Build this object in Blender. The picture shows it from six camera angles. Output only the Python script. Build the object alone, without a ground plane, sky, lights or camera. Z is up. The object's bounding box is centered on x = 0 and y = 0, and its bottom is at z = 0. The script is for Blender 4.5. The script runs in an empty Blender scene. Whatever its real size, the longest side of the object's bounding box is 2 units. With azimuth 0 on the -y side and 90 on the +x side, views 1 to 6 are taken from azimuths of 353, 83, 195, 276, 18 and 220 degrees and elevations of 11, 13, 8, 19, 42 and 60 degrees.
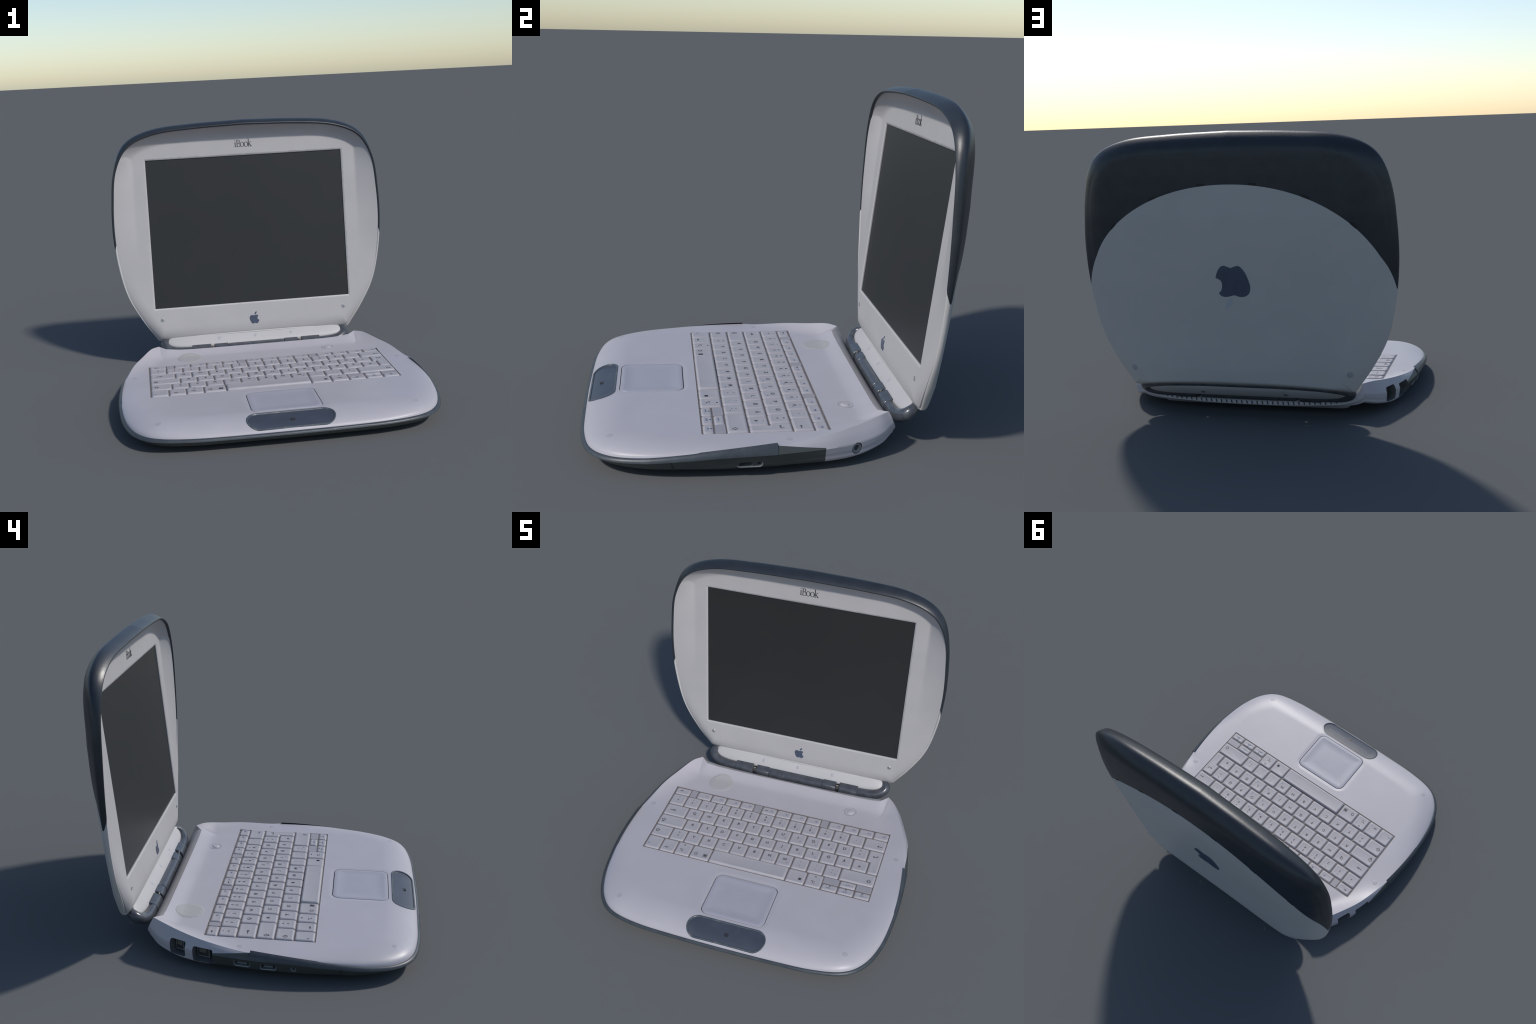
# Clamshell laptop with open lid: two-tone white / graphite case, grey-white keyboard, carry-handle hinge.
import bpy, bmesh, math, random
import numpy as np
from mathutils import Vector, Matrix
from mathutils.bvhtree import BVHTree

random.seed(7)
SC = bpy.context.scene.collection

# ----------------------------------------------------------------- materials
def new_mat(name):
    m = bpy.data.materials.new(name); m.use_nodes = True
    nt = m.node_tree
    return m, nt, nt.nodes["Principled BSDF"]

def plastic(name, col, rough=0.45, var=0.04, scale=6.0, bump=0.0, bscale=300.0, coat=0.0, spec=0.5, metal=0.0,
            grime=None, gscale=2.0, stretch=(1, 1, 1)):
    m, nt, b = new_mat(name)
    tc = nt.nodes.new("ShaderNodeTexCoord")
    mp = nt.nodes.new("ShaderNodeMapping"); mp.inputs["Scale"].default_value = stretch
    nt.links.new(tc.outputs["Object"], mp.inputs["Vector"])
    nz = nt.nodes.new("ShaderNodeTexNoise"); nz.inputs["Scale"].default_value = scale; nz.inputs["Detail"].default_value = 5
    nt.links.new(mp.outputs["Vector"], nz.inputs["Vector"])
    rp = nt.nodes.new("ShaderNodeValToRGB")
    lo = [c * (1 - var) for c in col]; hi = [c * (1 + var) for c in col]
    rp.color_ramp.elements[0].position = .3; rp.color_ramp.elements[1].position = .7
    rp.color_ramp.elements[0].color = (*lo, 1); rp.color_ramp.elements[1].color = (*hi, 1)
    nt.links.new(nz.outputs["Fac"], rp.inputs["Fac"])
    out = rp.outputs["Color"]
    if grime:
        n2 = nt.nodes.new("ShaderNodeTexNoise"); n2.inputs["Scale"].default_value = gscale; n2.inputs["Detail"].default_value = 8
        n2.inputs["Roughness"].default_value = .65
        nt.links.new(tc.outputs["Object"], n2.inputs["Vector"])
        r2 = nt.nodes.new("ShaderNodeValToRGB"); r2.color_ramp.elements[0].position = .52; r2.color_ramp.elements[1].position = .78
        r2.color_ramp.elements[0].color = (0, 0, 0, 1); r2.color_ramp.elements[1].color = (.6, .6, .6, 1)
        nt.links.new(n2.outputs["Fac"], r2.inputs["Fac"])
        mx = nt.nodes.new("ShaderNodeMix"); mx.data_type = 'RGBA'
        nt.links.new(r2.outputs["Color"], mx.inputs["Factor"])
        nt.links.new(out, mx.inputs[6]); mx.inputs[7].default_value = (*grime, 1)
        out = mx.outputs[2]
    nt.links.new(out, b.inputs["Base Color"])
    b.inputs["Roughness"].default_value = rough
    b.inputs["Coat Weight"].default_value = coat; b.inputs["Coat Roughness"].default_value = .15
    b.inputs["Specular IOR Level"].default_value = spec
    b.inputs["Metallic"].default_value = metal
    if bump > 0:
        n3 = nt.nodes.new("ShaderNodeTexNoise"); n3.inputs["Scale"].default_value = bscale; n3.inputs["Detail"].default_value = 3
        nt.links.new(mp.outputs["Vector"], n3.inputs["Vector"])
        bp = nt.nodes.new("ShaderNodeBump"); bp.inputs["Strength"].default_value = bump; bp.inputs["Distance"].default_value = .002
        nt.links.new(n3.outputs["Fac"], bp.inputs["Height"]); nt.links.new(bp.outputs["Normal"], b.inputs["Normal"])
    return m

WHITE   = plastic("white_case_plastic", (.406, .388, .422), .42, .025, 5, .02, 400, grime=(.39, .37, .40), gscale=3)
BEZELW  = plastic("bezel_plastic", (.41, .395, .402), .5, .025, 5, .02, 400, grime=(.375,.365,.375), gscale=3)
BACKW   = plastic("lid_panel_plastic", (.475, .462, .452), .4, .025, 4, .02, 400, grime=(.45, .445, .435), gscale=2.5)  # tint lightened and warmed to match the panel lying in blue sky shade
KEYM    = plastic("key_plastic", (.36, .345, .37), .5, .03, 12, .02, 500, grime=(.33,.32,.34), gscale=9)
TRAY    = plastic("key_tray_plastic", (.15, .125, .115), .6, .2, 30)
BLANKM  = plastic("blank_filler_plastic", (.29, .28, .31), .5, .03, 12)
DARK    = plastic("graphite_shell_plastic", (.020, .025, .033), .38, .15, 14, .22, 70, grime=(.027, .031, .034), gscale=5, stretch=(1, 1, 1))
BOTTOM  = plastic("graphite_bottom_plastic", (.055, .062, .060), .45, .10, 10, .05, 200, grime=(.07, .075, .07), gscale=6)
BAND    = plastic("rim_rubber", (.043, .052, .063), .42, .12, 25, .1, 150, grime=(.075, .085, .09), gscale=14)
SCREENM = plastic("display_glass", (.021, .022, .023), .42, .05, 3, spec=.35)
PAD     = plastic("touchpad_plastic", (.345, .342, .39), .5, .02, 12, .02, 500)
LATCHM  = plastic("latch_plastic", (.045, .053, .075), .42, .10, 9, .03, 120, coat=.08, grime=(.07, .08, .095), gscale=12)
LATCHR  = plastic("latch_rim_plastic", (.055, .068, .085), .35, .2, 30, .15, 140, grime=(.22, .21, .19), gscale=22)
HINGEM  = plastic("hinge_plastic", (.052, .058, .070), .3, .25, 26, .1, 90, coat=.25, grime=(.11, .115, .12), gscale=30)
LOGOM   = plastic("logo_plastic", (.055, .072, .115), .28, .12, 25, coat=.3)
LOGOLEAF= plastic("logo_leaf_plastic", (.40, .42, .45), .4, .03, 20)
INK     = plastic("black_ink", (.035, .035, .04), .5, .05, 20)
INKBLUE = plastic("blue_ink", (.13, .17, .30), .5, .05, 20)
CLIPM   = plastic("clip_plastic", (.006, .007, .008), .5, .05, 20)
METAL   = plastic("screw_metal", (.50, .49, .47), .35, .1, 60, metal=.8)
GOLD    = plastic("contact_metal", (.42, .38, .30), .4, .1, 60, metal=.8)
CAVITY  = plastic("port_cavity_plastic", (.13, .135, .135), .6, .2, 20)
PORTM   = plastic("port_frame_metal", (.22, .24, .26), .4, .1, 40, metal=.4)
SPOT    = plastic("moulding_mark_plastic", (.345, .335, .36), .45, .02, 20)
TROUGHM = plastic("trough_plastic", (.30, .29, .30), .5, .05, 20)  # case white greyed down: occlusion shade of the trough baked into the colour

# speaker: perforated disc, tan and slightly rough
def speaker_mat():
    m, nt, b = new_mat("speaker_grille_plastic")
    tc = nt.nodes.new("ShaderNodeTexCoord")
    vo = nt.nodes.new("ShaderNodeTexVoronoi"); vo.inputs["Scale"].default_value = 95
    nt.links.new(tc.outputs["Object"], vo.inputs["Vector"])
    rp = nt.nodes.new("ShaderNodeValToRGB")
    rp.color_ramp.elements[0].position = .1; rp.color_ramp.elements[1].position = .45
    rp.color_ramp.elements[0].color = (.345, .34, .33, 1); rp.color_ramp.elements[1].color = (.375, .365, .37, 1)
    nt.links.new(vo.outputs["Distance"], rp.inputs["Fac"]); nt.links.new(rp.outputs["Color"], b.inputs["Base Color"])
    bp = nt.nodes.new("ShaderNodeBump"); bp.inputs["Strength"].default_value = .2; bp.inputs["Distance"].default_value = .003
    nt.links.new(vo.outputs["Distance"], bp.inputs["Height"]); nt.links.new(bp.outputs["Normal"], b.inputs["Normal"])
    b.inputs["Roughness"].default_value = .55
    return m
SPEAKM = speaker_mat()

# ----------------------------------------------------------------- helpers
ROOT = bpy.data.objects.new("laptop", None); SC.objects.link(ROOT)
ROOT["label"] = "open clamshell laptop, white and graphite rounded plastic case"
ROOT["category"] = "laptop"

def add(name, mesh, mat=None, parent=None, sharp=35, kind=None, smooth=True):
    o = bpy.data.objects.new(name, mesh); SC.objects.link(o)
    o.parent = parent or ROOT
    if mat and not mesh.materials: mesh.materials.append(mat)
    if smooth:
        for p in mesh.polygons: p.use_smooth = True
        if sharp is not None: mesh.set_sharp_from_angle(angle=math.radians(sharp))
    if kind: o["kind"] = kind
    return o

def bm_mesh(bm, name, recalc=True):
    if recalc: bmesh.ops.recalc_face_normals(bm, faces=bm.faces)
    me = bpy.data.meshes.new(name); bm.to_mesh(me); bm.free(); return me

def cr(P, m=16):
    """Catmull-Rom polyline through control points."""
    P = np.asarray(P, float)
    Q = np.vstack([2 * P[0] - P[1], P, 2 * P[-1] - P[-2]]); out = []
    t = np.linspace(0, 1, m, endpoint=False)[:, None]
    for i in range(1, len(Q) - 2):
        a, b, c, d = Q[i - 1:i + 3]
        out.append(.5 * ((2 * b) + (c - a) * t + (2 * a - 5 * b + 4 * c - d) * t ** 2 + (3 * b - a - 3 * c + d) * t ** 3))
    return np.vstack(out + [P[-1:]])

def lin(P, m=16):
    P = np.asarray(P, float); out = []
    t = np.linspace(0, 1, m, endpoint=False)[:, None]
    for a, b in zip(P[:-1], P[1:]): out.append(a + (b - a) * t)
    return np.vstack(out + [P[-1:]])

def mirror_loop(h):
    """half curve (x>=0, first and last on x=0) -> closed loop."""
    return np.vstack([h, (h[1:-1] * np.array([-1] + [1] * (h.shape[1] - 1)))[::-1]])

def resample(h, n):
    d = np.r_[0, np.cumsum(np.linalg.norm(np.diff(h, axis=0), axis=1))]
    s = np.linspace(0, d[-1], n)
    return np.stack([np.interp(s, d, h[:, k]) for k in range(h.shape[1])], 1)

def sstep(a, b, x):
    t = np.clip((x - a) / (b - a), 0, 1); return t * t * (3 - 2 * t)

def nearest(P, loop):
    """distance in the first two coords from P (M,2) to closed loop (N,k); also interpolated extra coords."""
    A = loop; B = np.roll(loop, -1, 0); ab = (B - A)[:, :2]
    L = np.maximum((ab ** 2).sum(1), 1e-12)
    dist = np.empty(len(P)); ext = np.empty((len(P), loop.shape[1]))
    for i in range(0, len(P), 2000):
        p = P[i:i + 2000, None, :]
        t = np.clip(((p - A[None, :, :2]) * ab).sum(2) / L, 0, 1)
        v = p - (A[None, :, :2] + t[..., None] * ab)
        d2 = (v ** 2).sum(2); k = d2.argmin(1); r = np.arange(len(k)); tt = t[r, k][:, None]
        dist[i:i + 2000] = np.sqrt(d2[r, k]); ext[i:i + 2000] = A[k] + (B[k] - A[k]) * tt
    return dist, ext

def grid_bm(rows, closed=True, cap_first=False, cap_last=False):
    """rows: list of (N,3) arrays -> quad skin."""
    bm = bmesh.new()
    V = [[bm.verts.new(p) for p in r] for r in rows]
    n = len(rows[0])
    for a, b in zip(V[:-1], V[1:]):
        for j in range(n if closed else n - 1):
            k = (j + 1) % n
            try: bm.faces.new((a[j], a[k], b[k], b[j]))
            except ValueError: pass
    if cap_first: bm.faces.new(V[0][::-1])
    if cap_last: bm.faces.new(V[-1])
    return bm

def cut(bm, F):
    """cut mesh along F(co)=0, F scalar function of a Vector."""
    val = {v: F(v.co) for v in bm.verts}
    on = {v for v, f in val.items() if abs(f) < 1e-5}
    for e in list(bm.edges):
        a, b = e.verts
        if a in on or b in on: continue
        if val[a] * val[b] < 0:
            lo, hi = 0.0, 1.0; fa = val[a]; ca, cb = a.co.copy(), b.co.copy()
            for _ in range(24):
                mid = (lo + hi) / 2
                if F(ca.lerp(cb, mid)) * fa > 0: lo = mid
                else: hi = mid
            ne, nv = bmesh.utils.edge_split(e, a, (lo + hi) / 2)
            on.add(nv); val[nv] = 0.0
    for f in list(bm.faces):
        vs = [v for v in f.verts if v in on]
        if len(vs) == 2:
            a, b = vs
            if any(b in ed.verts for ed in a.link_edges): continue
            s = [val[v] for v in f.verts if v not in on]
            if min(s) < 0 < max(s):
                try: bmesh.utils.face_split(f, a, b)
                except ValueError: pass

def drop_faces(bm, test):
    bmesh.ops.delete(bm, geom=[f for f in bm.faces if test(f.calc_center_median())], context='FACES')

def wall(bm, near, vec):
    """extrude boundary edges whose both ends satisfy near(co) by vec."""
    es = [e for e in bm.edges if e.is_boundary and near(e.verts[0].co) and near(e.verts[1].co)]
    r = bmesh.ops.extrude_edge_only(bm, edges=es)
    vs = [g for g in r["geom"] if isinstance(g, bmesh.types.BMVert)]
    bmesh.ops.translate(bm, verts=vs, vec=vec)
    return vs

def rrect(cx, cy, hx, hy, r, n=8):
    pts = []
    for sx, sy, a0 in ((1, 1, 0), (-1, 1, 90), (-1, -1, 180), (1, -1, 270)):
        for i in range(n + 1):
            a = math.radians(a0 + 90 * i / n)
            pts.append((cx + sx * (hx - r) + r * math.cos(a), cy + sy * (hy - r) + r * math.sin(a)))
    return pts

def sd_rrect(x, y, cx, cy, hx, hy, r):
    qx = abs(x - cx) - hx + r; qy = abs(y - cy) - hy + r
    return math.hypot(max(qx, 0), max(qy, 0)) + min(max(qx, qy), 0) - r

def poly_prism(loops, z0, z1, bev=0.0, frame=None):
    """closed 2D outlines -> solid prisms in one bmesh; frame maps (x,y,z) to world."""
    bm = bmesh.new(); fr = frame or (lambda x, y, z: (x, y, z))
    for L in loops:
        lv = [bm.verts.new(fr(p[0], p[1], z0)) for p in L]
        cx = sum(p[0] for p in L) / len(L); cy = sum(p[1] for p in L) / len(L)
        if bev > 0:
            mid = [bm.verts.new(fr(p[0], p[1], z1 - bev)) for p in L]
            ins = []
            for i, p in enumerate(L):
                a, b = np.array(L[i - 1]), np.array(L[(i + 1) % len(L)])
                t = b - a; nrm = np.array([-t[1], t[0]]); nrm = nrm / (np.linalg.norm(nrm) + 1e-9)
                ins.append(nrm)
            area = sum(L[i - 1][0] * L[i][1] - L[i][0] * L[i - 1][1] for i in range(len(L)))
            sg = 1 if area > 0 else -1
            tv = [bm.verts.new(fr(p[0] + sg * bev * q[0], p[1] + sg * bev * q[1], z1)) for p, q in zip(L, ins)]
            seq = [lv, mid, tv]
        else:
            tv = [bm.verts.new(fr(p[0], p[1], z1)) for p in L]; seq = [lv, tv]
        n = len(L)
        for A, B in zip(seq[:-1], seq[1:]):
            for i in range(n): bm.faces.new((A[i], A[(i + 1) % n], B[(i + 1) % n], B[i]))
        bm.faces.new(tv); bm.faces.new(lv[::-1])
    return bm

def tube_bm(path, rad, n=20, closed=False, up=(0, 0, 1)):
    """round tube along path (list of 3-vectors) with radii."""
    P = [Vector(p) for p in path]; m = len(P); rows = []
    for i, p in enumerate(P):
        a = P[(i - 1) % m] if (closed or i > 0) else P[i]
        b = P[(i + 1) % m] if (closed or i < m - 1) else P[i]
        t = (b - a).normalized()
        u = Vector(up).cross(t); u = u.normalized() if u.length > 1e-5 else Vector((1, 0, 0))
        w = t.cross(u)
        r = rad[i] if hasattr(rad, "__len__") else rad
        rows.append([p + u * (r * math.cos(2 * math.pi * k / n)) + w * (r * math.sin(2 * math.pi * k / n)) for k in range(n)])
    if closed: rows.append(rows[0])
    bm = grid_bm(rows, True, not closed, not closed)
    if closed: bmesh.ops.remove_doubles(bm, verts=bm.verts, dist=1e-6)
    return bm

def lathe_bm(prof, n=28, frame=None):
    """profile (r,h) revolved; frame maps (x,y,z)->world."""
    fr = frame or (lambda x, y, z: (x, y, z))
    rows = [[fr(r * math.cos(2 * math.pi * k / n), r * math.sin(2 * math.pi * k / n), h) for k in range(n)] for r, h in prof]
    return grid_bm(rows, True, True, True)

def merge(bms):
    out = bmesh.new()
    for b in bms:
        me = bpy.data.meshes.new("tmp"); b.to_mesh(me); b.free(); out.from_mesh(me); bpy.data.meshes.remove(me)
    return out

# ================================================================= BASE
# border line between white deck and dark lower shell (front centre -> tail tip, right half)
RIM = [(0, -.943, .085), (.332, -.938, .084), (.589, -.926, .086), (.78, -.883, .090), (.889, -.784, .093),
       (.952, -.628, .104), (.979, -.442, .124), (.986, -.241, .144), (.970, -.02, .157), (.945, .10, .160),
       (.90, .28, .180), (.84, .42, .195), (.775, .545, .213), (.718, .610, .211)]
EDGE = [(.718, .610, .211), (.664, .563, .199), (.58, .563, .190), (.48, .563, .186), (.3, .563, .185), (0, .563, .185)]        # front lip of hinge trough
LIP = [(.718, .610, .211), (.690, .638, .155), (.62, .650, .124), (.5, .656, .106), (.25, .660, .093), (0, .661, .090)]  # rear lip
WIDE = [(0, -.957, .073), (.334, -.952, .073), (.596, -.940, .075), (.792, -.895, .078), (.903, -.792, .080),
        (.966, -.632, .088), (.993, -.444, .104), (1.0, -.241, .118), (.990, -.02, .122), (.974, .10, .122),
        (.935, .285, .120), (.878, .43, .120), (.812, .558, .135), (.738, .632, .155)]
WIDE_R = [(.738, .632, .155), (.705, .650, .120), (.628, .658, .092), (.505, .662, .078), (.252, .666, .068), (0, .667, .065)]
LOWER = [(0, -.905, .034), (.33, -.902, .034), (.58, -.89, .034), (.76, -.845, .035), (.86, -.745, .036),
         (.922, -.60, .038), (.947, -.43, .042), (.955, -.24, .042), (.948, -.02, .044), (.932, .10, .044),
         (.908, .275, .043), (.862, .412, .044), (.797, .532, .064), (.722, .602, .088)]
LOWER_R = [(.722, .602, .088), (.675, .610, .074), (.59, .608, .062), (.47, .602, .055), (.24, .600, .053), (0, .60, .050)]
FLOOR = [(0, -.80, .006), (.32, -.80, .006), (.55, -.79, .006), (.70, -.745, .006), (.78, -.66, .006),
         (.83, -.54, .006), (.86, -.40, .006), (.87, -.24, .006), (.86, -.02, .006), (.845, .09, .006),
         (.82, .20, .006), (.77, .29, .008), (.70, .36, .014), (.62, .40, .024)]
FLOOR_R = [(.62, .40, .024), (.57, .39, .020), (.49, .37, .018), (.40, .355, .011), (.20, .338, .006), (0, .333, .006)]

M = 18
def half(a, b): return np.vstack([cr(a, M)[:-1], cr(b, M)])
levels = [half(RIM, LIP), half(WIDE, WIDE_R), half(LOWER, LOWER_R), half(FLOOR, FLOOR_R)]
# smooth skin through the levels: crossing curve per station, first knee kept crisp
rows = []
nst = len(levels[0])
sec = []
for j in range(nst):
    a, b, c, d = [l[j] for l in levels]
    ledge = a + (b - a) * .55 + np.array([0, 0, .006])
    top = cr([a, ledge, b], 4)[:-1]
    low = cr([b, b * .45 + c * .55 + (c - d) * .06, c, d], 6)
    sec.append(np.vstack([top, low]))
sec = np.array(sec)                       # station, level, 3
NL = sec.shape[1]
loops = [mirror_loop(sec[:, k]) for k in range(NL)]
# inner roof ring closes the solid under the deck
roof = loops[0] * np.array([.97, .97, 1]) - np.array([0, 0, .03])
roof2 = loops[0] * np.array([.86, .86, 1]); roof2[:, 2] = np.where(loops[0][:, 1] > .612, .03, np.minimum(loops[0][:, 2] - .03, .120))
center = np.array([0, -.1, 0])
inner = [center * np.array([1, 1, 0]) + (loops[-1] - center) * f * np.array([1, 1, 0]) + np.array([0, 0, .006]) for f in (.7, .35)]
inner[0][:, 2] = loops[-1][:, 2] * .4 + .006 * .6; inner[1][:, 2] = .006
bm = grid_bm([roof2, roof] + loops + inner, True, True, True)
bmesh.ops.remove_doubles(bm, verts=bm.verts, dist=1e-6)
lower_me = bm_mesh(bm, "lower_solid")
lower = bpy.data.objects.new("lower_solid", lower_me); SC.objects.link(lower)
for mt in (BOTTOM, CAVITY): lower_me.materials.append(mt)

# --- sockets cut into the sides
TILT = {}
def side_frame(cx, cy, cz, ang):
    """frame: local x along the side, y up the wall, z outward along the wall's own slope."""
    n = TILT.get((round(cx, 5), round(cy, 5), round(cz, 5)), Vector((math.cos(ang), math.sin(ang), 0)))
    t = Vector((0, 0, 1)).cross(n).normalized(); u = n.cross(t); c = Vector((cx, cy, cz))
    return lambda x, y, z: tuple(c + t * x + u * y + n * z)
PL = math.pi
# name, centre, half length, half height, corner radius, outward angle, depth
SOCK = [("modem_port", (-.882, .447, .108), .052, .046, .014, PL - .50, .10),
        ("network_port", (-.938, .290, .098), .062, .046, .014, PL - .30, .10),
        ("usb_port", (-.972, .060, .084), .052, .024, .020, PL - .10, .05),
        ("audio_port", (-.975, -.090, .079), .050, .024, .016, PL - .02, .05),
        ("headphone_jack", (-.975, -.232, .078), .021, .021, .0209, PL + .02, .05),
        ("lock_slot", (.975, -.140, .072), .034, .013, .0129, -.02, .04),
        ("reset_hole", (.975, -.076, .074), .009, .009, .0089, -.02, .04),
        ("power_jack", (.886, .418, .093), .030, .030, .0299, .46, .06)]
lb = bmesh.new(); lb.from_mesh(lower_me); LBVH = BVHTree.FromBMesh(lb); lb.free()
def on_side(c, ang):
    sx = 1 if c[0] > 0 else -1
    n = Vector((math.cos(ang), math.sin(ang), 0)); h = LBVH.ray_cast(Vector(c) + n * .4, -n)
    if h[0] is None: return c
    w = (n * .55 + (h[1] if h[1].dot(n) > 0 else -h[1]) * .45).normalized()
    TILT[tuple(round(k, 5) for k in h[0])] = w
    return tuple(h[0])
SOCK = [(nm, on_side(c, ang), hl, hh, r, ang, dep) for nm, c, hl, hh, r, ang, dep in SOCK]
cut_bms = []
for nm, c, hl, hh, r, ang, dep in SOCK:
    fr = side_frame(*c, ang)
    cut_bms.append(poly_prism([rrect(0, 0, hl, hh, r, 6)], -dep, .08, 0, fr))
cm = bm_mesh(merge(cut_bms), "cutter"); cm.materials.append(CAVITY)
cutter = bpy.data.objects.new("cutter", cm); SC.objects.link(cutter)
md = lower.modifiers.new("b", 'BOOLEAN'); md.object = cutter; md.operation = 'DIFFERENCE'; md.solver = 'EXACT'; md.material_mode = 'TRANSFER'
dg = bpy.context.evaluated_depsgraph_get()
res = bpy.data.meshes.new_from_object(lower.evaluated_get(dg), depsgraph=dg)
bpy.data.objects.remove(cutter); bpy.data.objects.remove(lower)

bm = bmesh.new(); bm.from_mesh(res)
bmesh.ops.triangulate(bm, faces=[f for f in bm.faces if len(f.verts) > 4 and f.calc_area() < .3])
WEDGE = lambda p: p.z - (.160 - (p.y - .0) * .132)
cut(bm, lambda p: p.y - .25)
cut(bm, WEDGE)
bmesh.ops.recalc_face_normals(bm, faces=bm.faces)
bm.normal_update()
# band = outer strip between RIM and WIDE, only in front of the shoulder
wide_loop = loops[3]
groups = {"base_shell": [], "base_shoulder": [], "recess": []}
for f in bm.faces:
    c = f.calc_center_median()
    if f.material_index == 1: groups["recess"].append(f.index)
    elif c.y < .25 and WEDGE(c) < 0: groups["base_shell"].append(f.index)
    else: groups["base_shoulder"].append(f.index)
bm.faces.ensure_lookup_table()
def sub_mesh(bm, idx, name):
    b = bm.copy(); b.faces.ensure_lookup_table(); keep = set(idx)
    bmesh.ops.delete(b, geom=[f for f in b.faces if f.index not in keep], context='FACES')
    nrm = None
    me = bpy.data.meshes.new(name); b.to_mesh(me); b.free(); me.materials.clear(); return me
bm.faces.index_update()
groups = {k: [] for k in groups}
for f in bm.faces:
    c = f.calc_center_median()
    if f.material_index == 1: groups["recess"].append(f.index)
    elif c.y < .25 and WEDGE(c) < 0: groups["base_shell"].append(f.index)
    else: groups["base_shoulder"].append(f.index)
BOT = add("base_shell", sub_mesh(bm, groups["base_shell"], "base_shell"), BOTTOM)
REAR = add("base_shoulder", sub_mesh(bm, groups["base_shoulder"], "base_shoulder"), WHITE)
for p in REAR.data.polygons: p.material_index = 0
for p in BOT.data.polygons: p.material_index = 0
rc = add("port_recess", sub_mesh(bm, groups["recess"], "port_recess"), CAVITY, BOT, kind="stuff")
for p in rc.data.polygons: p.material_index = 0
bm.free()

# raised rubber rim band that follows the border line
hb = cr(RIM, M); iend = int(np.argmin(abs(hb[:, 1] - .012) + (hb[:, 0] < .9)))
hw = cr(WIDE, M)
bl, wl = hb[:iend + 1], hw[:iend + 1]
band_rows = []
for fa, out, up in ((-.25, -.004, .002), (0.0, .003, .0035), (.35, .0055, .0045), (.75, .0045, .002), (1.0, .002, -.001), (1.12, -.006, -.003)):
    p = bl + (wl - bl) * fa
    tang = np.gradient(p, axis=0); nrm = np.stack([tang[:, 1], -tang[:, 0], 0 * tang[:, 0]], 1); nrm /= np.linalg.norm(nrm, axis=1)[:, None] + 1e-9
    q = p + nrm * out + np.array([0, 0, up])
    band_rows.append(np.vstack([(q * np.array([-1, 1, 1]))[::-1][:-1], q]))
add("rim_band", bm_mesh(grid_bm(band_rows, False), "rim_band"), BAND)

# vertical part line on each flank
js = int(np.argmin(np.abs(sec[:, 3, 1] + .497)))
for sx in (1, -1):
    pth = [tuple(p * np.array([sx, 1, 1])) for p in sec[js, 2:-3]]
    add("panel_seam", bm_mesh(tube_bm(pth, .0035, 8, False, (0, 1, 0)), "panel_seam"), INK, BOT)

# rubber feet
fb = [lathe_bm([(.0, .0), (.035, 0), (.04, .004), (.04, .012), (0.0, .012)], 20, lambda x, y, z, a=a, b=b: (a + x, b + y, z))
      for a, b in ((-.6, -.62), (.6, -.62), (-.6, .2), (.6, .2))]
for b in fb: add("foot", bm_mesh(b, "foot"), BAND, BOT)

# fan vents on rear wall
vb = []
for i in range(34):
    x = -.56 + 1.12 * i / 33
    lip_z = float(np.interp(abs(x), [0, .25, .5, .62], [.090, .093, .106, .124]))
    h = LBVH.ray_cast(Vector((x, 1.0, lip_z - .013)), Vector((0, -1, 0)))
    if h[0] is None: continue
    p, nn = h[0], h[1]; t = Vector((1, 0, 0)); u = nn.cross(t).normalized()
    if u.z < 0: u = -u
    vb.append(poly_prism([[(-.007, -.010), (.002, -.010), (.007, .010), (-.002, .010)]], -.01, .0010, 0,
                         lambda a, b, c, p=p, u=u, nn=nn: tuple(p + Vector((a, 0, 0)) + u * b + nn * c)))
add("air_vent", bm_mesh(merge(vb), "air_vent"), INK, REAR, kind="stuff")

# --- hinge trough between deck edge and rear lip
E_h = np.vstack([lin(EDGE[:2], 8)[:-1], resample(np.array(EDGE[1:]), 60)]); E_h = resample(E_h, 80)
L_h = resample(cr(LIP, 12), 80)
tr = []
for f in np.linspace(0, 1, 10):
    p = E_h * (1 - f) + L_h * f
    sag = -math.sin(math.pi * f) * .018
    depth = np.clip((.715 - p[:, 0]) / .06, 0, 1)
    p = p - np.outer(depth * sag, np.array([0, -.25, 1]))
    tr.append(np.vstack([p, (p[:-1] * np.array([-1, 1, 1]))[::-1]]))
add("hinge_trough", bm_mesh(grid_bm(tr, False), "hinge_trough"), TROUGHM)

# --- deck (top case)
def ztop(x, y):
    return .1565 + .026 * sstep(.46, .60, y)
hd = np.vstack([cr(RIM, M)[:-1], lin(EDGE[:2], 6)[:-1], resample(np.array(EDGE[1:]), 50)])
dl = mirror_loop(hd)
cen = np.array([0, -.32])
fr_s = 1 - np.linspace(0, 1, 90)[:-1] ** 1.25
rows = []
for s in fr_s:
    xy = cen + (dl[:, :2] - cen) * s
    rows.append(xy)
allp = np.vstack(rows); dist, near = nearest(allp, dl)
zc = near[:, 2]; zt0 = ztop(near[:, 0], near[:, 1]); zt = ztop(allp[:, 0], allp[:, 1])
diff = zc - zt0
Dv = np.where(near[:, 1] < -.6, .20, .16)
Dv = .16 + .04 * (1 - sstep(-.85, -.55, near[:, 1])); pv = 1.75 + .35 * sstep(.5, .85, np.abs(near[:, 0]))
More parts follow.
